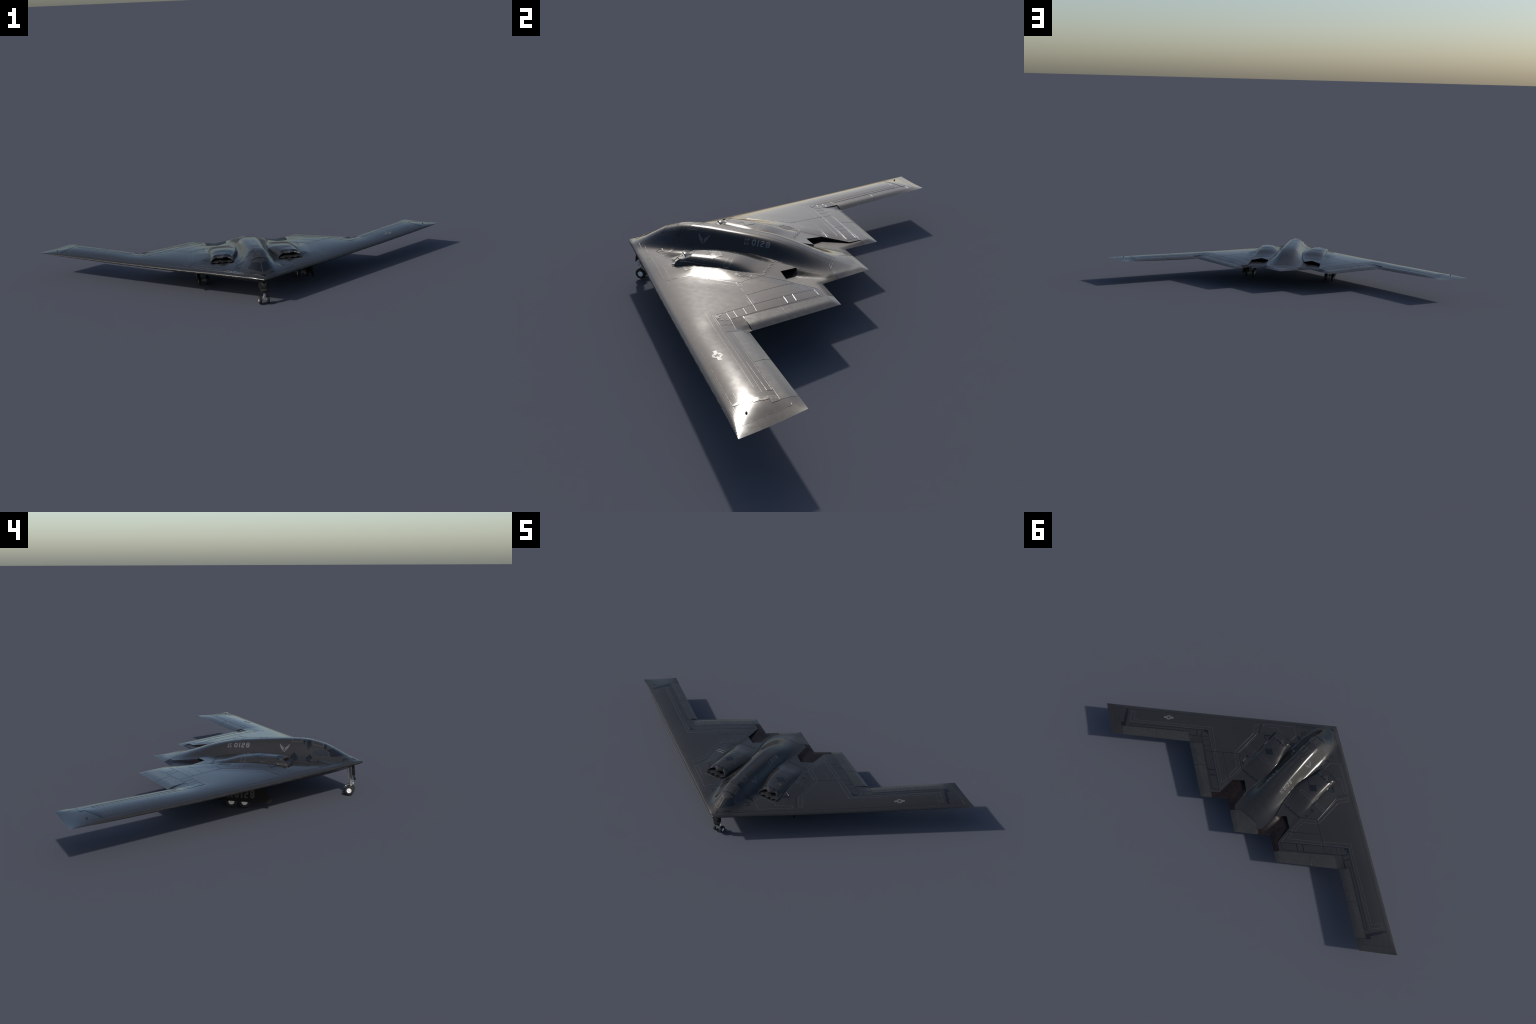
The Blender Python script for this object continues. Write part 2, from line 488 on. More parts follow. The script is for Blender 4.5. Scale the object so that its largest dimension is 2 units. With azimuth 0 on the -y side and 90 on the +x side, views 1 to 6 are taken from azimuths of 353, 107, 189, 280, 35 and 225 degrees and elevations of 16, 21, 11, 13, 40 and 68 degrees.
def patch(poly, where, h=.0006, size=.006, skirt=True, depth=None):
    fn, flip = where
    ring = densify(poly, size, True)
    n = len(ring)
    lo, hi = ring.min(0), ring.max(0)
    gx, gy = np.meshgrid(np.arange(lo[0] + size / 2, hi[0], size), np.arange(lo[1] + size / 2, hi[1], size))
    g = np.stack([gx.ravel(), gy.ravel()], -1)
    if len(g):
        ins = inside(g[:, 0], g[:, 1], [tuple(q) for q in poly])
        g = g[ins]
        if len(g):
            g = g[np.min(np.hypot(g[:, None, 0] - ring[None, :, 0], g[:, None, 1] - ring[None, :, 1]), 1) > size * .4]
    pts = np.concatenate([ring, g]) if len(g) else ring
    v2, _, f = geometry.delaunay_2d_cdt([Vector(map(float, q)) for q in pts], [(i, (i + 1) % n) for i in range(n)], [], 0, 1e-9)[:3]
    v2 = np.array([tuple(q) for q in v2])
    f = np.array(f)
    c = v2[f].mean(1)
    f = f[inside(c[:, 0], c[:, 1], [tuple(q) for q in poly])]
    a, b, d = v2[f[:, 0]], v2[f[:, 1]], v2[f[:, 2]]
    area = (b[:, 0] - a[:, 0]) * (d[:, 1] - a[:, 1]) - (b[:, 1] - a[:, 1]) * (d[:, 0] - a[:, 0])
    f = [list(map(int, t if s > 0 else t[::-1])) for t, s in zip(f, area) if abs(s) > 1e-13]
    f = [t[::-1] for t in f] if flip else f
    top_v = fn(v2, np.full(len(v2), h))
    if not skirt:
        return top_v, f
    low = fn(ring, np.full(n, -h if depth is None else h - depth))
    near = [int(np.argmin(np.hypot(*(v2 - q).T))) for q in ring]
    turn = sum(ring[i][0] * ring[(i + 1) % n][1] - ring[(i + 1) % n][0] * ring[i][1] for i in range(n)) > 0
    m = len(v2)
    for i in range(n):
        j = (i + 1) % n
        q = [near[i], m + i, m + j, near[j]]
        f.append(q if turn != flip else q[::-1])
    v = np.concatenate([top_v, low])
    if depth is not None:
        f += [[(m + near.index(i)) if i in near else i for i in reversed(t)] for t in f[:0]]
    return v, f


def wall(line_top, line_bottom):
    n = len(line_top)
    return np.concatenate([line_top, line_bottom]), [[i, n + i, n + i + 1, i + 1] for i in range(n - 1)]

# ------------------------------------------------------------------ materials
def material(name, colour, rough=.4, metallic=0.0, vary=.25, scale=9.0, fine=90.0, bump=.0, tint=None, rough_vary=.1, specular=.5, coat=0.0):
    m = bpy.data.materials.new(name)
    m.use_nodes = True
    t = m.node_tree
    n, link = t.nodes, t.links
    s = n["Principled BSDF"]
    pos = n.new("ShaderNodeTexCoord")

    def noise(sc, detail=5.0, rough_=.6):
        k = n.new("ShaderNodeTexNoise")
        k.inputs["Scale"].default_value, k.inputs["Detail"].default_value, k.inputs["Roughness"].default_value = sc, detail, rough_
        link.new(pos.outputs["Object"], k.inputs["Vector"])
        return k.outputs["Fac"]

    def remap(v, lo, hi, a=.3, b=.7):
        r = n.new("ShaderNodeMapRange")
        r.inputs["From Min"].default_value, r.inputs["From Max"].default_value = a, b
        r.inputs["To Min"].default_value, r.inputs["To Max"].default_value = lo, hi
        link.new(v, r.inputs["Value"])
        return r.outputs["Result"]

    big, small = noise(scale), noise(fine, 8.0)
    mixv = n.new("ShaderNodeMath")
    mixv.operation = "MULTIPLY_ADD"
    link.new(small, mixv.inputs[0])
    mixv.inputs[1].default_value = .45
    half = n.new("ShaderNodeMath")
    half.operation = "MULTIPLY"
    link.new(big, half.inputs[0])
    half.inputs[1].default_value = .55
    link.new(half.outputs[0], mixv.inputs[2])
    ramp = n.new("ShaderNodeValToRGB")
    a, b = ramp.color_ramp.elements
    a.position, b.position = .33, .67
    other = tint or colour
    a.color = (*[c * (1 - vary) for c in colour], 1)
    b.color = (*[c * (1 + vary) for c in other], 1)
    link.new(mixv.outputs[0], ramp.inputs["Fac"])
    link.new(ramp.outputs["Color"], s.inputs["Base Color"])
    link.new(remap(small, rough - rough_vary, rough + rough_vary), s.inputs["Roughness"])
    s.inputs["Metallic"].default_value = metallic
    s.inputs["Specular IOR Level"].default_value = specular
    s.inputs["Coat Weight"].default_value = coat
    s.inputs["Coat Roughness"].default_value = .2
    if bump:
        bp = n.new("ShaderNodeBump")
        bp.inputs["Strength"].default_value, bp.inputs["Distance"].default_value = bump, .002
        link.new(small, bp.inputs["Height"])
        link.new(bp.outputs["Normal"], s.inputs["Normal"])
    return m


SKIN = material("stealth_skin", (.0210, .0202, .0198), .17, .0, .08, 5, 60, .0, rough_vary=.015, specular=.36)
EDGE = material("leading_edge_skin", (.0208, .0202, .0198), .20, .0, .10, 8, 80, .0, rough_vary=.025, specular=.36)
FLAP = material("control_surface_skin", (.0278, .0268, .0255), .25, .0, .16, 10, 70, .02, tint=(.0290, .0276, .0258), rough_vary=.04, specular=.40)
BELLY = material("belly_skin", (.0208, .0202, .0198), .30, .0, .14, 6, 60, .0, specular=.36)
DARK = material("dark_seam_tape", (.0050, .0054, .0064), .20, .0, .2, 20, 120, .0)
LIGHT = material("pale_outline_tape", (.046, .049, .054), .30, .0, .15, 30, 150, .0)
DOTS = material("white_stencil", (.085, .088, .094), .5, .0, .3, 60, 400, .0)
PAINT = material("grey_marking_paint", (.088, .091, .097), .40, .0, .12, 40, 200, .0)
GLASS = material("tinted_gold_glass", (.0045, .0050, .0065), .08, .0, .1, 8, 60, .0, tint=(.0055, .0052, .0050), rough_vary=.01, specular=.55)
SIDEGLASS = material("dark_mesh_glass", (.012, .013, .016), .20, .0, .3, 60, 300, .05, rough_vary=.05)
FRAME = material("window_frame", (.022, .0215, .0205), .35, .0, .1, 10, 80)
DUCT = material("duct_interior", (.0035, .0035, .004), .6, .0, .3, 10, 60)
LINER = material("intake_liner", (.014, .014, .015), .45, .1, .2, 20, 100, .02)
EXHAUST_MAT = material("scorched_deck", (.0042, .0042, .0050), .42, .0, .3, 14, 80, .0, tint=(.0100, .0052, .0042), specular=.20)
RUBBER = material("tyre_rubber", (.008, .008, .008), .75, .0, .2, 60, 300, .05)
CHROME = material("wheel_metal", (.78, .78, .78), .34, .25, .08, 60, 300, .0)
STRUT = material("strut_metal", (.26, .26, .26), .35, .6, .12, 60, 300, .0)
STRUT_BRIGHT = material("polished_strut_metal", (.55, .56, .57), .28, .7, .1, 60, 300, .0)
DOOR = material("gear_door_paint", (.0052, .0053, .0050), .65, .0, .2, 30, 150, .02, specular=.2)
DOORTEXT = material("dim_door_marking", (.045, .0458, .047), .55, .0, .15, 40, 200, .0)
PART_MATERIAL = {"leading_edge": EDGE, "wing_tip": EDGE, "inner_elevon": FLAP, "middle_elevon": FLAP, "inner_rudder": FLAP, "outer_rudder": FLAP, "tail_elevon": FLAP,
                 "windscreen": GLASS, "side_window": SIDEGLASS, "exhaust_deck": EXHAUST_MAT, "belly": BELLY, "intake_scoop": SKIN}
PART_NAME = {"inner_elevon": "elevon", "middle_elevon": "elevon", "inner_rudder": "split_rudder", "outer_rudder": "split_rudder"}

# ------------------------------------------------------------------ assembly
root = bpy.data.objects.new("stealth_bomber", None)
root["label"] = "dark grey flying wing jet bomber on landing gear"
root["category"] = "military aircraft"
bpy.context.scene.collection.objects.link(root)


def place(name, mesh, mat, parent=None, smooth=None):
    ob = bpy.data.objects.new(name, mesh)
    mesh.name = name
    if mat is not None:
        mesh.materials.clear()
        mesh.materials.append(mat)
    if smooth is not None:
        mesh.polygons.foreach_set("use_smooth", [True] * len(mesh.polygons))
        mesh.set_sharp_from_angle(angle=math.radians(smooth))
    bpy.context.scene.collection.objects.link(ob)
    ob.parent = parent or root
    return ob


PARTS = {}
for key, mesh in airframe().items():
    k = key.rstrip("~")
    PARTS[key] = place(PART_NAME.get(k, k), mesh, PART_MATERIAL.get(k, SKIN))


def both(fn):
    for side, tag in ((1, ""), (-1, "~")):
        fn(side, tag)


def at(p2, f):
    p2 = np.array(p2, float)
    return np.c_[p2, f(p2[:, 0], p2[:, 1])]


def flip_if(chunk, yes):
    v, f = chunk
    return (v, [q[::-1] for q in f]) if yes else (v, f)


def side_line(table, y0, y1, n=24):
    ys = np.linspace(y0, y1, n)
    return np.stack([np.interp(ys, *table), ys], -1)


# ---- air intakes: rounded saw-tooth lip, splitter plate, dark duct
def intake(side, tag):
    own = PARTS["engine_nacelle" + tag]
    mirror = np.array([side, 1, 1.0])
    lip = densify(LIP, .003, False)
    e = at(lip, hood)
    floor = scoop(e[:, 0], e[:, 1])
    rows = [e]
    for back, drop in ((-.0012, .0010), (-.0016, .0034), (-.0006, .0062), (.003, .0085), (.009, .0095), (.05, .0095)):
        r = e + np.array([0, back, -drop])
        r[:, 2] = np.maximum(r[:, 2], floor)
        rows.append(r)
    m = len(e)
    v = np.concatenate(rows) * mirror
    quads = lambda a, b: [[r * m + i, r * m + i + 1, (r + 1) * m + i + 1, (r + 1) * m + i] for r in range(a, b) for i in range(m - 1)]
    place("intake_lip", mesh_from("intake_lip", [flip_if((v, quads(0, 4)), side < 0)]), SKIN, own, 50)
    place("duct_lining", mesh_from("duct_lining", [flip_if((v, quads(4, 6)), side < 0)]), DUCT, own, 50)
    deep = .020
    o, i = float(np.interp(deep, *NAC_OUT)), float(np.interp(deep, *NAC_IN))
    chunks = [patch(LIP + [tuple(q) for q in side_line(NAC_IN, LIP[-1][1], deep, 12)[1:]] + [(o, deep)], on_skin(side, scoop), h=0, skirt=False)]
    for table, y0 in ((NAC_OUT, LIP[0][1]), (NAC_IN, LIP[-1][1])):
        line = side_line(table, y0, deep)
        chunks.append(wall(at(line, lambda x, y: shell(x, y) + .001) * mirror, at(line, scoop) * mirror))
    xs = np.linspace(i, o, 24)
    line = np.stack([xs, np.full(24, deep)], -1)
    chunks.append(wall(at(line, lambda x, y: nacelle(x, y) - .0005) * mirror, at(line, scoop) * mirror))
    place("intake_duct", mesh_from("intake_duct", chunks), DUCT, own)
    plate = lambda x, y: wing_top(x, y) + .0034
    poly = SPLITTER + [(float(np.interp(-.15, *NAC_IN)) + .004, -.15), (float(np.interp(-.07, *NAC_IN)) + .012, -.07), (float(np.interp(-.07, *NAC_OUT)) - .003, -.07), (float(np.interp(-.15, *NAC_OUT)) - .003, -.15)]
    place("splitter_plate", mesh_from("splitter_plate", [patch(poly, on_skin(side, plate), h=.0012, skirt=True),
                                                         flip_if(patch(poly, on_skin(side, plate), h=-.0013, skirt=False), True)]), LINER, own)


both(intake)


# ---- exhaust ducts under the rear lip of the nacelles
def exhaust(side, tag):
    own = PARTS["engine_nacelle" + tag]
    mirror = np.array([side, 1, 1.0])
    deep = .030
    o, i = float(np.interp(deep, *NAC_OUT)), float(np.interp(deep, *NAC_IN))
    chunks = [patch([(o, deep)] + EXHAUST + [tuple(q) for q in side_line(NAC_IN, EXHAUST[-1][1], deep, 12)[1:]], on_skin(side, duct_floor), h=0, skirt=False)]
    for table, y0 in ((NAC_OUT, EXHAUST[0][1]), (NAC_IN, EXHAUST[-1][1])):
        line = side_line(table, deep, y0)
        chunks.append(wall(at(line, lambda x, y: shell(x, y)) * mirror, at(line, duct_floor) * mirror))
    xs = np.linspace(i, o, 24)
    line = np.stack([xs, np.full(24, deep)], -1)
    chunks.append(wall(at(line, lambda x, y: nacelle(x, y) - .0005) * mirror, at(line, duct_floor) * mirror))
    place("exhaust_duct", mesh_from("exhaust_duct", chunks), DUCT, own)
    edge = at(densify(EXHAUST, .004, False), nacelle)
    place("exhaust_lip", mesh_from("exhaust_lip", [wall(edge * mirror, (edge + [0, -.003, -.0022]) * mirror)]), LINER, own)


both(exhaust)

# ------------------------------------------------------------------ landing gear
def lathe(profile, axis_origin, steps=40):
    """profile of (offset along x, radius); revolved about the x axis through axis_origin"""
    v, f, k = [], [], len(profile)
    for j in range(steps):
        a = math.tau * j / steps
        v += [(axis_origin[0] + x, axis_origin[1] + r * math.cos(a), axis_origin[2] + r * math.sin(a)) for x, r in profile]
    for j in range(steps):
        for i in range(k - 1):
            f.append([j * k + i, j * k + i + 1, (j + 1) % steps * k + i + 1, (j + 1) % steps * k + i])
    return np.array(v), f


def tube(path, radius, sides=12):
    p = np.array(path, float)
    v, f = [], []
    radius = np.broadcast_to(radius, len(p))
    for i, q in enumerate(p):
        d = p[min(i + 1, len(p) - 1)] - p[max(i - 1, 0)]
        d /= np.linalg.norm(d)
        a = np.cross(d, [1, 0, 0] if abs(d[0]) < .8 else [0, 1, 0])
        a /= np.linalg.norm(a)
        b = np.cross(d, a)
        v += [q + radius[i] * (a * math.cos(t) + b * math.sin(t)) for t in np.arange(sides) * math.tau / sides]
    for i in range(len(p) - 1):
        for j in range(sides):
            f.append([i * sides + j, i * sides + (j + 1) % sides, (i + 1) * sides + (j + 1) % sides, (i + 1) * sides + j])
    f += [list(range(sides))[::-1], [len(v) - sides + j for j in range(sides)]]
    return np.array(v), f


def box(lo, hi):
    v = np.array([(x, y, z) for x in (lo[0], hi[0]) for y in (lo[1], hi[1]) for z in (lo[2], hi[2])], float)
    return v, [[0, 1, 3, 2], [4, 6, 7, 5], [0, 4, 5, 1], [2, 3, 7, 6], [0, 2, 6, 4], [1, 5, 7, 3]]


def wheel_meshes(r, w, hub):
    t, q = w / 2, w * .28
    tyre = [(-t * .8, hub * .98), (-t, hub * 1.25), (-t, r - q * 1.0), (-t * .9, r - q * .45), (-t * .62, r - q * .1), (-t * .5, r), (-t * .30, r), (-t * .27, r - .0004), (-t * .22, r - .0004), (-t * .19, r),
            (t * .19, r), (t * .22, r - .0004), (t * .27, r - .0004), (t * .30, r), (t * .5, r), (t * .62, r - q * .1), (t * .9, r - q * .45), (t, r - q), (t, hub * 1.25), (t * .8, hub * .98)]
    rim = [(-t * .62, .0002), (-t * .70, hub * .25), (-t * .66, hub * .32), (-t * .5, hub * .5), (-t * .52, hub * .78), (-t * .86, hub * .95), (-t * .86, hub * 1.03),
           (t * .86, hub * 1.03), (t * .86, hub * .95), (t * .52, hub * .78), (t * .5, hub * .5), (t * .66, hub * .32), (t * .70, hub * .25), (t * .62, .0002)]
    return tyre, rim


def wheel(r, w, hub, spots, parent):
    tyre_p, rim_p = wheel_meshes(r, w, hub)
    a, b = mesh_from("tyre", [lathe(tyre_p, (0, 0, 0))]), mesh_from("rim", [lathe(rim_p, (0, 0, 0))])
    for i, s in enumerate(spots):
        for nm, me, mt in (("tyre", a, RUBBER), ("rim", b, CHROME)):
            if i == 0:
                ob = place(nm, me, mt, parent, 40)
            else:
                ob = bpy.data.objects.new(nm, me)
                bpy.context.scene.collection.objects.link(ob)
                ob.parent = parent
            ob.location = s


nose_gear = place("nose_gear", mesh_from("nose_gear", [
    tube([(0, -.3600, .116), (0, -.3635, .062), (0, -.3645, .036)], [.0032, .0032, .0026], 16),
    tube([(0, -.3470, .112), (0, -.3590, .056)], .0010),
    tube([(.006, -.3690, .112), (.0035, -.3690, .050)], .0009), tube([(-.006, -.3690, .112), (-.0035, -.3690, .050)], .0009)]), STRUT, None, 40)
place("strut_fitting", mesh_from("strut_fitting", [
    tube([(0, -.3660, .052), (0, -.3650, .018)], [.0038, .0030], 16),
    box((-.0040, -.3775, .0395), (.0040, -.3700, .0510)), tube([(-.0055, -.3745, .0385), (.0055, -.3745, .0385)], .0022),
    tube([(0, -.3740, .0385), (0, -.3660, .0300)], .0018), tube([(0, -.3620, .0365), (0, -.3460, .0300)], .0010), tube([(0, -.3460, .0300), (0, -.3520, .0262)], .0012),
    tube([(-.0185, -.3617, .0172), (.0185, -.3617, .0172)], .0024), tube([(-.0075, -.3640, .0300), (.0075, -.3640, .0300)], .0019)]), STRUT_BRIGHT, nose_gear, 40)
wheel(.0172, .0135, .0085, [(-.0168, -.3617, .0172), (.0168, -.3617, .0172)], nose_gear)


def nose_door(u, h):
    """bowed plate in front of the strut"""
    x, z = u[:, 0], u[:, 1]
    return np.stack([x, -.3690 - .0075 * (1 - (x / .024) ** 2) - .0055 * (.11 - z) / .055 - np.asarray(h), z], -1)


NOSE_DOOR = [(-.0225, .1160), (-.0232, .0770), (-.0180, .0690), (-.0175, .0560), (-.0120, .0530), (.0120, .0530), (.0175, .0560), (.0180, .0690), (.0232, .0770), (.0225, .1160)]
nd = place("nose_gear_door", mesh_from("nose_gear_door", [patch(NOSE_DOOR, (nose_door, False), h=.0009), flip_if(patch(NOSE_DOOR, (nose_door, False), h=-.0009, skirt=False), True)]), DOOR, nose_gear, 40)


def main_gear(side, tag):
    cx = .2323 * side
    leg = place("main_gear", mesh_from("main_gear", [
        tube([(cx, .003, .100), (cx, .000, .046)], .0050, 16), tube([(cx, .000, .050), (cx, -.0015, .020)], .0036, 16),
        tube([(cx - .004 * side, .036, .085), (cx, .004, .045)], .0016), tube([(cx - .03 * side, .002, .085), (cx, .0, .050)], .0018),
        tube([(cx + .0085 * side, -.006, .090), (cx + .0085 * side, -.008, .036)], .0010),
        tube([(cx, .028, .0225), (cx, -.031, .0205)], .0034, 12)]), STRUT, None, 40)
    bits = [tube([(cx - .0150, y, .0215), (cx + .0150, y, .0215)], .0023) for y in (-.0245, .0210)]
    bits += [tube([(cx - .0120, -.030, .0235), (cx + .0120, -.030, .0265)], .0011), tube([(cx + .0100, -.030, .0235), (cx + .0065, -.030, .0120)], .0016),
             tube([(cx - .0100, -.030, .0250), (cx - .0065, -.030, .0120)], .0016), tube([(cx + .0105, .026, .0235), (cx + .0065, .027, .0120)], .0016),
             tube([(cx - .0105, .026, .0235), (cx - .0065, .027, .0120)], .0016), tube([(cx, .002, .046), (cx, -.020, .030)], .0016), box((cx - .0050, -.0290, .0215), (cx + .0050, -.0230, .0285)),
             box((cx - .0055, .0200, .0220), (cx + .0055, .0260, .0270)), tube([(cx + .0100, -.028, .0330), (cx + .0050, -.026, .0270)], .0012), tube([(cx - .0100, -.028, .0330), (cx - .0050, -.026, .0270)], .0012)]
    place("bogie", mesh_from("bogie", bits), STRUT, leg, 40)
    wheel(.0215, .0125, .0100, [(cx + dx, y, .0215) for dx in (-.0200, .0200) for y in (-.0245, .0210)], leg)
    door = [(-.080, .095), (-.1010, .0665), (-.1215, .0360), (-.1165, .0215), (-.0470, .0235), (.0320, .0260), (.0790, .0282), (.0740, .0500), (.0560, .095)]
    w = on_plane((.2660 * side, 0, 0), (0, side, 0), (0, 0, 1))
    poly = [(y * side, z) for y, z in door]
    inner = on_plane((.2640 * side, 0, 0), (0, side, 0), (0, 0, 1))
    dm = place("main_gear_door", mesh_from("main_gear_door", [patch(poly, w, h=.0, size=.012, depth=.002), flip_if(patch(poly, inner, h=0, size=.012, skirt=False), True)]), DOOR, leg)
    zoff = .0000
    flat = lambda uv, h: np.stack([(.2660 * side) + side * np.asarray(h), uv[:, 0] * side, uv[:, 1]], -1)
    y0 = -.0085 if side < 0 else -.0785
    text = [lettering("0128", (y0, .0370), .0695, .0300, .0062, (flat, False), gap=.0052)]
    text += [lettering("AF", (y0 - .0270, .0535), .0210, .0125, .0028, (flat, False), gap=.003), lettering("99", (y0 - .0270, .0365), .0210, .0125, .0028, (flat, False), gap=.003)]
    place("door_number", mesh_from("door_number", [c for t in text for c in t]), DOORTEXT, dm)


# block letters drawn as mitred strokes on a unit cell
C = .26
GLYPHS = {
    "0": [([(C, 0), (1 - C, 0), (1, C), (1, 1 - C), (1 - C, 1), (C, 1), (0, 1 - C), (0, C)], True)],
    "1": [([(.5, 0), (.5, 1)], False)],
    "2": [([(0, .80), (0, 1 - C * .6), (C * .8, 1), (1 - C, 1), (1, 1 - C), (1, .62), (1 - C, .5), (C, .5), (0, .5 - C), (0, 0), (1, 0)], False)],
    "8": [([(C, 0), (1 - C, 0), (1, C * .7), (1, .5 - C * .5), (1 - C * .6, .5), (1, .5 + C * .5), (1, 1 - C * .7), (1 - C, 1), (C, 1), (0, 1 - C * .7), (0, .5 + C * .5), (C * .6, .5), (0, .5 - C * .5), (0, C * .7)], True), ([(C * .6, .5), (1 - C * .6, .5)], False)],
    "9": [([(0, .05), (.05, 0), (1 - C, 0), (1, C), (1, 1 - C), (1 - C, 1), (C, 1), (0, 1 - C), (0, .5 + C * .4), (C, .45), (1, .45)], False)],
    "A": [([(0, 0), (0, .45), (.36, 1), (.64, 1), (1, .45), (1, 0)], False), ([(0, .32), (1, .32)], False)],
    "F": [([(0, 0), (0, 1), (1, 1)], False), ([(0, .5), (.8, .5)], False)],
}


def lettering(text, origin, width, height, stroke, where, gap):
    units = [.42 if c == "1" else 1.0 for c in text]
    cell = (width - gap * (len(text) - 1)) / sum(units)
    x, out = origin[0], []
    for c, u in zip(text, units):
        w = cell * u
        for pts, closed in GLYPHS[c]:
            p = [(x + stroke / 2 + a * (w - stroke), origin[1] + stroke / 2 + b * (height - stroke)) for a, b in pts]
            if c == "1":
                p = [(x + w / 2, origin[1]), (x + w / 2, origin[1] + height)]
            out.append(ribbon(p, stroke, where, closed, h=.0004, size=.004))
        x += w + gap
    return out


both(main_gear)

# ------------------------------------------------------------------ panel lines, tapes and markings
# (x, y) on the skin, right half; each is repeated on the left
PALE_BOXES = [
    [(.8640, .2512), (.8468, .2389), (.8158, .2770), (.4790, .0350), (.3717, .1165), (.3884, .1267), (.4847, .0562), (.8250, .2975)],
    [(.3757, .1354), (.3617, .1256), (.2259, .2232), (.2256, .1879), (.2104, .1961), (.2117, .2509)],
    [(.2118, .1813), (.2104, .1026), (.2710, .0590), (.2831, .0708), (.2265, .1116), (.2267, .1710)],
    [(.3098, -.1418), (.3243, -.1286), (.2915, -.0846), (.2922, .0621), (.2750, .0492), (.2761, -.0915)],
    [(.2904, -.1600), (.1591, -.2545), (.1178, -.2225), (.1175, -.1820), (.2064, -.1834), (.2135, -.1952), (.2788, -.1483)],
    [(.1982, .0005), (.1980, -.0152), (.1088, -.0120), (.1094, .0010)],
    [(.2650, .0009), (.2641, -.0125), (.2139, -.0135), (.2143, .0012)],
]
DOTTED_BOXES = [
    [(.0050, -.2672), (.0330, -.2672), (.0343, -.2312), (.0048, -.2314)],
    [(.0082, -.1874), (.0084, -.1551), (.0339, -.1562), (.0330, -.1888)],
]
DARK_LINES = [  # (width, points)
    (.0034, [(.8150, .3060), (.6465, .1800), (.5624, .1195), (.4838, .0600), (.4540, .0828), (.3843, .1340), (.2130, .2583), (.2428, .2806), (.3571, .2009), (.4166, .1560), (.4850, .1074)]),
    (.0030, [(.8150, .3060), (.8085, .3160), (.7448, .2695), (.6358, .1902), (.5590, .1325)]),
    (.0030, [(.5590, .1219), (.5414, .1437), (.4859, .1077), (.4575, .0852)]),
    (.0026, [(.4670, .1188), (.4400, .0985)]), (.0026, [(.4413, .1363), (.4143, .1166)]), (.0026, [(.4147, .1548), (.3846, .1346)]),
    (.0062, [(.3308, .2172), (.3020, .1968)]), (.0062, [(.3056, .2338), (.2764, .2142)]),
    (.0030, [(.3846, .1340), (.3074, .0778), (.2727, .0516), (.2710, -.0351), (.2664, -.0986)]),
    (.0046, [(.2664, -.0986), (.2826, -.1235), (.3002, -.1491)]),
    (.0030, [(.2727, .0516), (.2020, .1010), (.1985, .1740)]),
    (.0024, [(.3360, .1010), (.3000, .1257), (.2020, .1951)]),
    (.0050, [(.5275, .0985), (.5169, .1070)]), (.0050, [(.5201, .1115), (.5096, .1194)]),
    (.0056, [(.5066, .0826), (.4946, .0926)]), (.0056, [(.4985, .0983), (.4865, .1058)]),
    (.0016, [(.0820, -.1826), (.0820, -.2130)]), (.0020, [(.0935, -.2112), (.0948, -.1840), (.1096, -.1698)]),
    (.0016, [(.1779, -.0543), (.1951, -.0786), (.1768, -.0897), (.1508, -.0744)]), (.0016, [(.1508, -.0744), (.1252, -.0900), (.0990, -.0720), (.1230, -.0535)]),
    (.0018, [(.2117, -.0960), (.2429, -.1154)]),
    (.0018, [(.2010, .1060), (.2010, -.1500)]),
    (.0014, [(.1570, -.2690), (.0752, -.3280), (.0680, -.3204), (.1498, -.2632), (.1570, -.2690)]),
    (.0030, [(.1271, -.2905), (.1214, -.2840)]), (.0030, [(.1117, -.3021), (.1064, -.2944)]),
    (.0016, [(.2101, .0325), (.2108, .0752), (.2222, .0781), (.2345, .0400), (.2260, .0280)]), (.0014, [(.2180, .0700), (.2190, .0420), (.2270, .0420), (.2230, .0700)]),
    (.0016, [(.0962, .2040), (.1000, .1776)]), (.0020, [(.0925, .1050), (.0985, .1776)]),
]
SEAMS = [  # hairlines between separate skins
    (.0014, [(.0000, -.3836), (.9551, .2978)]), (.0012, [(.9551, .2959), (.8495, .3728), (.8420, .3680)]),
    (.0016, [HINGE_M, INNER_TE_M]), (.0016, [OUT_M, OUT_TE_M]), (.0018, [OUT_B, OUT_TE_B]), (.0018, [HINGE_A, HINGE_B]), (.0016, [OUT_A, OUT_B]),
    (.0022, [HINGE_B, (.4980, .1633)]), (.0018, [DECK_STEP, (.2180, .3135)]), (.0016, [(.2400, .2925), DECK_STEP]),
    (.0022, [(.0000, .2665), (.0530, .2672), TAIL_HINGE_MID, (.0950, .3005)]), (.0014, [(.0000, .2600), (.0480, .2606)]),
    (.0012, [(.0120, -.1340), (.0148, .2660)]), (.0012, [(.0000, -.1500), (.0172, -.1515)]), (.0012, [(.0000, -.1348), (.0160, -.1348)]), (.0012, [(.0172, -.1515), (.0120, -.1340)]),
    (.0012, [(.0440, -.2340), (.0650, -.2350)]), (.0012, [(.1985, .1760), (.1995, .2640)]),
]
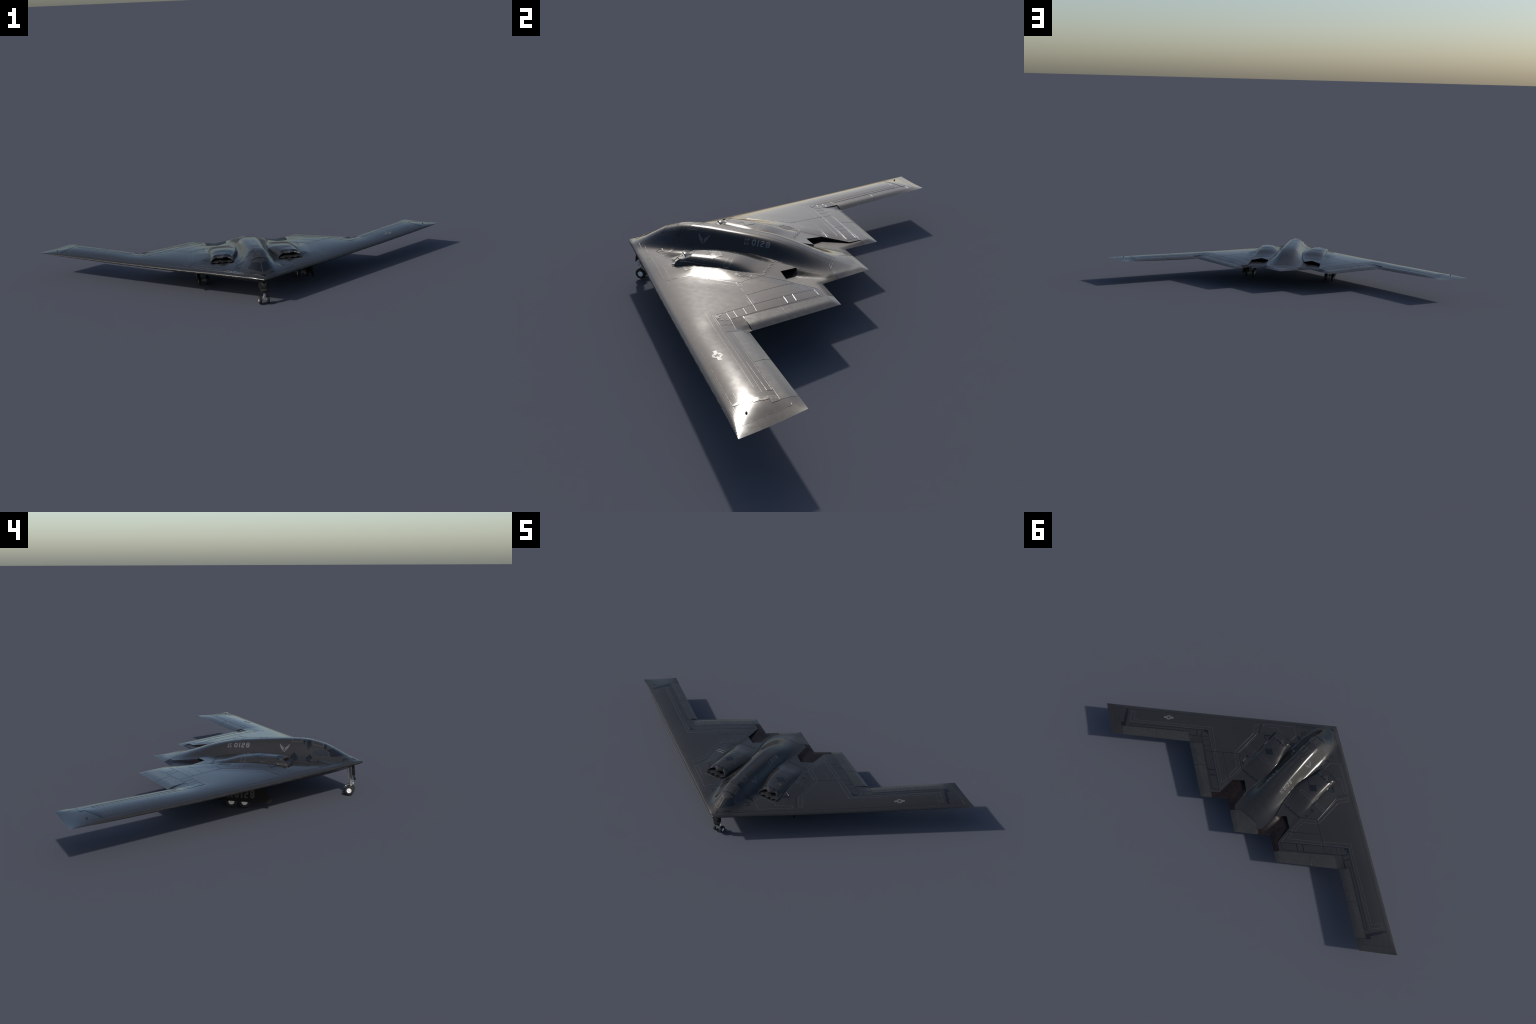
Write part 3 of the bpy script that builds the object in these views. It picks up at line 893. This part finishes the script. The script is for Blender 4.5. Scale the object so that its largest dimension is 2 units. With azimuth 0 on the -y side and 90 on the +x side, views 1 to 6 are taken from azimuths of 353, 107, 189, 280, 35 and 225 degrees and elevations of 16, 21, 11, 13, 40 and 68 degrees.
DARK_PATCHES = [
    [(.5022, .0755), (.4845, .0620), (.4691, .0757), (.4760, .0780), (.4850, .0745), (.4940, .0800)],
    [(.1776, -.0529), (.1508, -.0744), (.1235, -.0535), (.1512, -.0324)],
    [(.2431, -.1154), (.2130, -.1370), (.2160, -.1215), (.2356, -.1107), (.2215, -.1010), (.2240, -.0990)],
    [(.0626, -.1678), (.0810, -.1835), (.0948, -.1841), (.1000, -.1760), (.0915, -.1580), (.0765, -.1558)],
    [(.0648, -.2246), (.0780, -.2340), (.0917, -.2240), (.1043, -.2300), (.1077, -.2256), (.0930, -.2126), (.0797, -.2127)],
    [(.0020, -.3815), (.0124, -.3700), (.0050, -.3690), (.0000, -.3690), (.0000, -.3815)],
    [(.0295, -.3552), (.0320, -.3577), (.0559, -.3402), (.0541, -.3366)],
    [(.8947, .2548), (.8900, .2508), (.8668, .2676), (.8690, .2720), (.8580, .2821), (.8590, .2850), (.8469, .2985), (.8480, .3010), (.8360, .3147), (.8262, .3304),
     (.8432, .3436), (.8595, .3309), (.8464, .3210), (.8603, .3090), (.8574, .3071), (.8710, .2936), (.8685, .2914), (.8824, .2770), (.8791, .2748)],
    [(.2290, .0410), (.2260, .0275), (.2150, .0300), (.2200, .0380)], [(.2110, .0745), (.2222, .0785), (.2240, .0700), (.2180, .0690)],
    [(.0974, -.2600), (.1010, -.2558), (.0974, -.2516), (.0938, -.2558)],
    [(.0180, -.2105), (.0350, -.2100), (.0500, -.2120), (.0560, -.2165), (.0480, -.2210), (.0420, -.2280), (.0300, -.2240), (.0180, -.2235), (.0160, -.2170)],
    [(.0170, -.2000), (.0330, -.1975), (.0420, -.1995), (.0330, -.2035), (.0170, -.2040)],
    [(.0000, -.2720), (.0120, -.2725), (.0340, -.2705), (.0400, -.2760), (.0330, -.2800), (.0200, -.2775), (.0000, -.2785)],
]
DIAMONDS = [(.1834, -.1288), (.1623, -.1292), (.1404, -.1290), (.1196, -.1295)]
BEADS = 9                                            # diamonds in the saw-tooth seam ahead of the exhaust
RINGS = [(.0030, -.0380), (.0025, .0596), (.0022, .1557), (.0020, .2150), (.0310, .2200), (.0300, .1815), (.0030, .0304), (.0010, -.0570)]


def details(side, tag):
    w = on_skin(side)
    body = PARTS["fuselage"]
    wing = PARTS["wing" + tag]
    owner = lambda pts: body if np.mean([p[0] for p in pts]) < .09 else PARTS["engine_nacelle" + tag] if np.mean([p[0] for p in pts]) < .2 else wing
    for b in PALE_BOXES:
        place("panel_outline", mesh_from("panel_outline", [ribbon(b, .0015, w, True, h=.00008)]), LIGHT, owner(b), 60)
    for b in DOTTED_BOXES:
        ring = densify(b, .0030, True)
        place("hatch_outline", mesh_from("hatch_outline", [ribbon([tuple(ring[i]), tuple(ring[i] * .25 + ring[(i + 1) % len(ring)] * .75)], .0010, w) for i in range(len(ring))]), DOTS, body)
    for width, p in DARK_LINES:
        place("seam_tape", mesh_from("seam_tape", [ribbon(p, width * 1.15, w, h=.0003)]), DARK, owner(p), 60)
    for width, p in SEAMS:
        place("skin_seam", mesh_from("skin_seam", [ribbon(p, width * 1.2, w, h=.00022)]), DARK, owner(p), 60)
    for p in DARK_PATCHES:
        place("dark_patch", mesh_from("dark_patch", [patch(p, w, h=.0007, size=.0036)]), DARK, owner(p))
    dia = []
    for cx, cy in DIAMONDS:
        dia.append(patch([(cx + .0102, cy - .0002), (cx + .0022, cy - .0072), (cx - .0100, cy + .0002), (cx - .0012, cy + .0066)], w, h=.0007, size=.004))
    place("lip_diamonds", mesh_from("lip_diamonds", dia), DARK, PARTS["engine_nacelle" + tag])
    beads = []
    for i in range(BEADS):
        t = (i + .5) / BEADS
        cx = .0935 + (.1985 - .0935) * t
        cy = .1035 + (.0014 if i % 2 else -.0014)
        beads.append(patch([(cx + .0058, cy - .0022), (cx - .0010, cy - .0048), (cx - .0058, cy + .0022), (cx + .0010, cy + .0048)], w, h=.0006, size=.004))
    place("exhaust_saw_tape", mesh_from("exhaust_saw_tape", beads), DARK, PARTS["engine_nacelle" + tag])
    d = [(.1090, -.2560), (.0974, -.2682), (.0852, -.2556), (.0970, -.2435)]
    dots = [ribbon(d, .0016, w, True)] + [patch([(x + .0028, y), (x, y + .0028), (x - .0028, y), (x, y - .0028)], w, h=.0008) for x, y in d]
    place("sensor_diamond", mesh_from("sensor_diamond", dots), DARK, wing)
    for x, y in RINGS:
        c = [(x + .0058 * math.cos(a), y + .0058 * math.sin(a)) for a in np.arange(16) * math.tau / 16]
        if x > .007 or side > 0:
            place("filler_cap_ring", mesh_from("filler_cap_ring", [ribbon(c, .0008, w, True, h=.0001)]), DARK, body)
    # wing tip lamp: small black blister
    a = np.arange(10) * math.tau / 10
    base = np.stack([.9110 + .0026 * np.cos(a), .2905 + .0026 * np.sin(a)], -1)
    cap = np.stack([.9110 + .0018 * np.cos(a), .2905 + .0018 * np.sin(a)], -1)
    v = np.concatenate([w[0](base, np.full(10, -.001)), w[0](base, np.full(10, .0022)), w[0](cap, np.full(10, .0032))])
    f = [[i, (i + 1) % 10, 10 + (i + 1) % 10, 10 + i] for i in range(10)] + [[10 + i, 10 + (i + 1) % 10, 20 + (i + 1) % 10, 20 + i] for i in range(10)] + [[20 + i for i in range(10)]]
    place("tip_lamp", mesh_from("tip_lamp", [(v, f)]), RUBBER, PARTS["wing_tip" + tag])
    # windscreen frame strips
    place("window_post", mesh_from("window_post", [ribbon([(.0590, -.2945), (.0430, -.2880)], .0036, w, h=.0003), ribbon([(.0000, -.3560), (.0000, -.3040)], .0042, w, h=.0003)]
                                   if side > 0 else [ribbon([(.0590, -.2945), (.0430, -.2880)], .0036, w, h=.0003)]), FRAME, body)
    rim = GLASS_POLY[:8]
    place("windscreen_rim", mesh_from("windscreen_rim", [ribbon(rim, .0012, w, h=.00015), ribbon(GLASS_POLY[8:], .0012, w, h=.00015), ribbon(WINDOW_POLY, .0010, w, True, h=.0001)]), FRAME, body)


both(details)


def flank(side):
    """map (along, up) of the fuselage flank to the skin; up 0..1 runs from the foot of the flank to the shoulder"""
    def fn(uv, h):
        x = .0548 - (.0548 - .0392) * uv[:, 1] / .020
        y = uv[:, 0] * side
        return on_skin(side)[0](np.stack([x, y], -1), h)
    return fn, side < 0


EMBLEM_WING = [[(.0012, .0091), (.0049, .0116), (.0109, .0160), (.0158, .0204), (.0188, .0249), (.0207, .0255), (.0208, .0222), (.0150, .0165), (.0080, .0112), (.0022, .0079)],
               [(.0026, .0072), (.0084, .0103), (.0155, .0157), (.0207, .0208), (.0200, .0170), (.0150, .0118), (.0085, .0075), (.0032, .0056)],
               [(.0038, .0050), (.0090, .0068), (.0152, .0109), (.0182, .0134), (.0134, .0060), (.0097, .0037), (.0049, .0036)]]
EMBLEM_GEM = [[(.0030, .0014), (.0052, .0028), (.0082, .0024), (.0096, .0004), (.0062, -.0014), (.0036, -.0008)],
              [(.0000, -.0072), (.0030, -.0048), (.0022, -.0020), (.0000, -.0022)], [(.0000, .0044), (.0018, .0026), (.0000, .0008)]]


def emblem(scale, where):
    out = []
    for shape in EMBLEM_WING + EMBLEM_GEM:
        for m in (1, -1):
            out.append(patch([(m * x * scale, y * scale) for x, y in shape], where, h=.0007, size=.0025, skirt=False))
    return out


for side in (1, -1):
    f, flip = flank(side)
    body = PARTS["fuselage"]
    y0 = .0214 if side > 0 else -.0533
    c0 = -.1312 * side
    place("tail_number", mesh_from("tail_number", lettering("0128", (y0, 0), .0570, .0195, .0042, (f, flip), gap=.0038)), PAINT, body)
    small = lettering("AF", (y0 - .0238, .0105), .0150, .0078, .0018, (f, flip), gap=.0022) + lettering("99", (y0 - .0238, .0000), .0150, .0078, .0018, (f, flip), gap=.0022)
    place("serial_prefix", mesh_from("serial_prefix", small), PAINT, body)
    place("winged_emblem", mesh_from("winged_emblem", emblem(.86, (lambda uv, h, f=f, c0=c0: f(uv + [c0, -.0060], h), flip))), PAINT, body)

# roundel with bars, outer part of the wing on the +x side only
u = np.array([1, .735]) / math.hypot(1, .735)
n2 = np.array([-u[1], u[0]])
spot = np.array([.6896, .1455])
w_top = on_skin(1)
roundel = (lambda uv, h: w_top[0](spot + uv[:, :1] * u + uv[:, 1:2] * n2, h), False)
circle = [(.0128 * math.cos(a), .0128 * math.sin(a)) for a in np.arange(36) * math.tau / 36]
star = [((.0108 if i % 2 == 0 else .0042) * math.sin(i * math.pi / 5), (.0108 if i % 2 == 0 else .0042) * math.cos(i * math.pi / 5)) for i in range(10)]
bars = [[(s * .0118, -.0048), (s * .0250, -.0048), (s * .0250, .0048), (s * .0118, .0048)] for s in (1, -1)]
place("roundel", mesh_from("roundel", [patch(circle, roundel, h=.00035)] + [patch(b, roundel, h=.0003) for b in bars]), PAINT, PARTS["wing"])
place("roundel_star", mesh_from("roundel_star", [patch(star, roundel, h=.0006)]), SKIN, PARTS["wing"])

# badge and number on the nose gear door
plate = (lambda uv, h: nose_door(uv + [0, .0905], np.asarray(h) + .0009), False)
place("door_badge", mesh_from("door_badge", emblem(.58, (lambda uv, h: plate[0](uv * [1, 1.35] + [0, -.0068], h), False))), DOORTEXT, nd)
place("door_number", mesh_from("door_number", lettering("21029", (-.0125, -.0262), .0250, .0072, .0014, plate, gap=.0016)), DOORTEXT, nd)
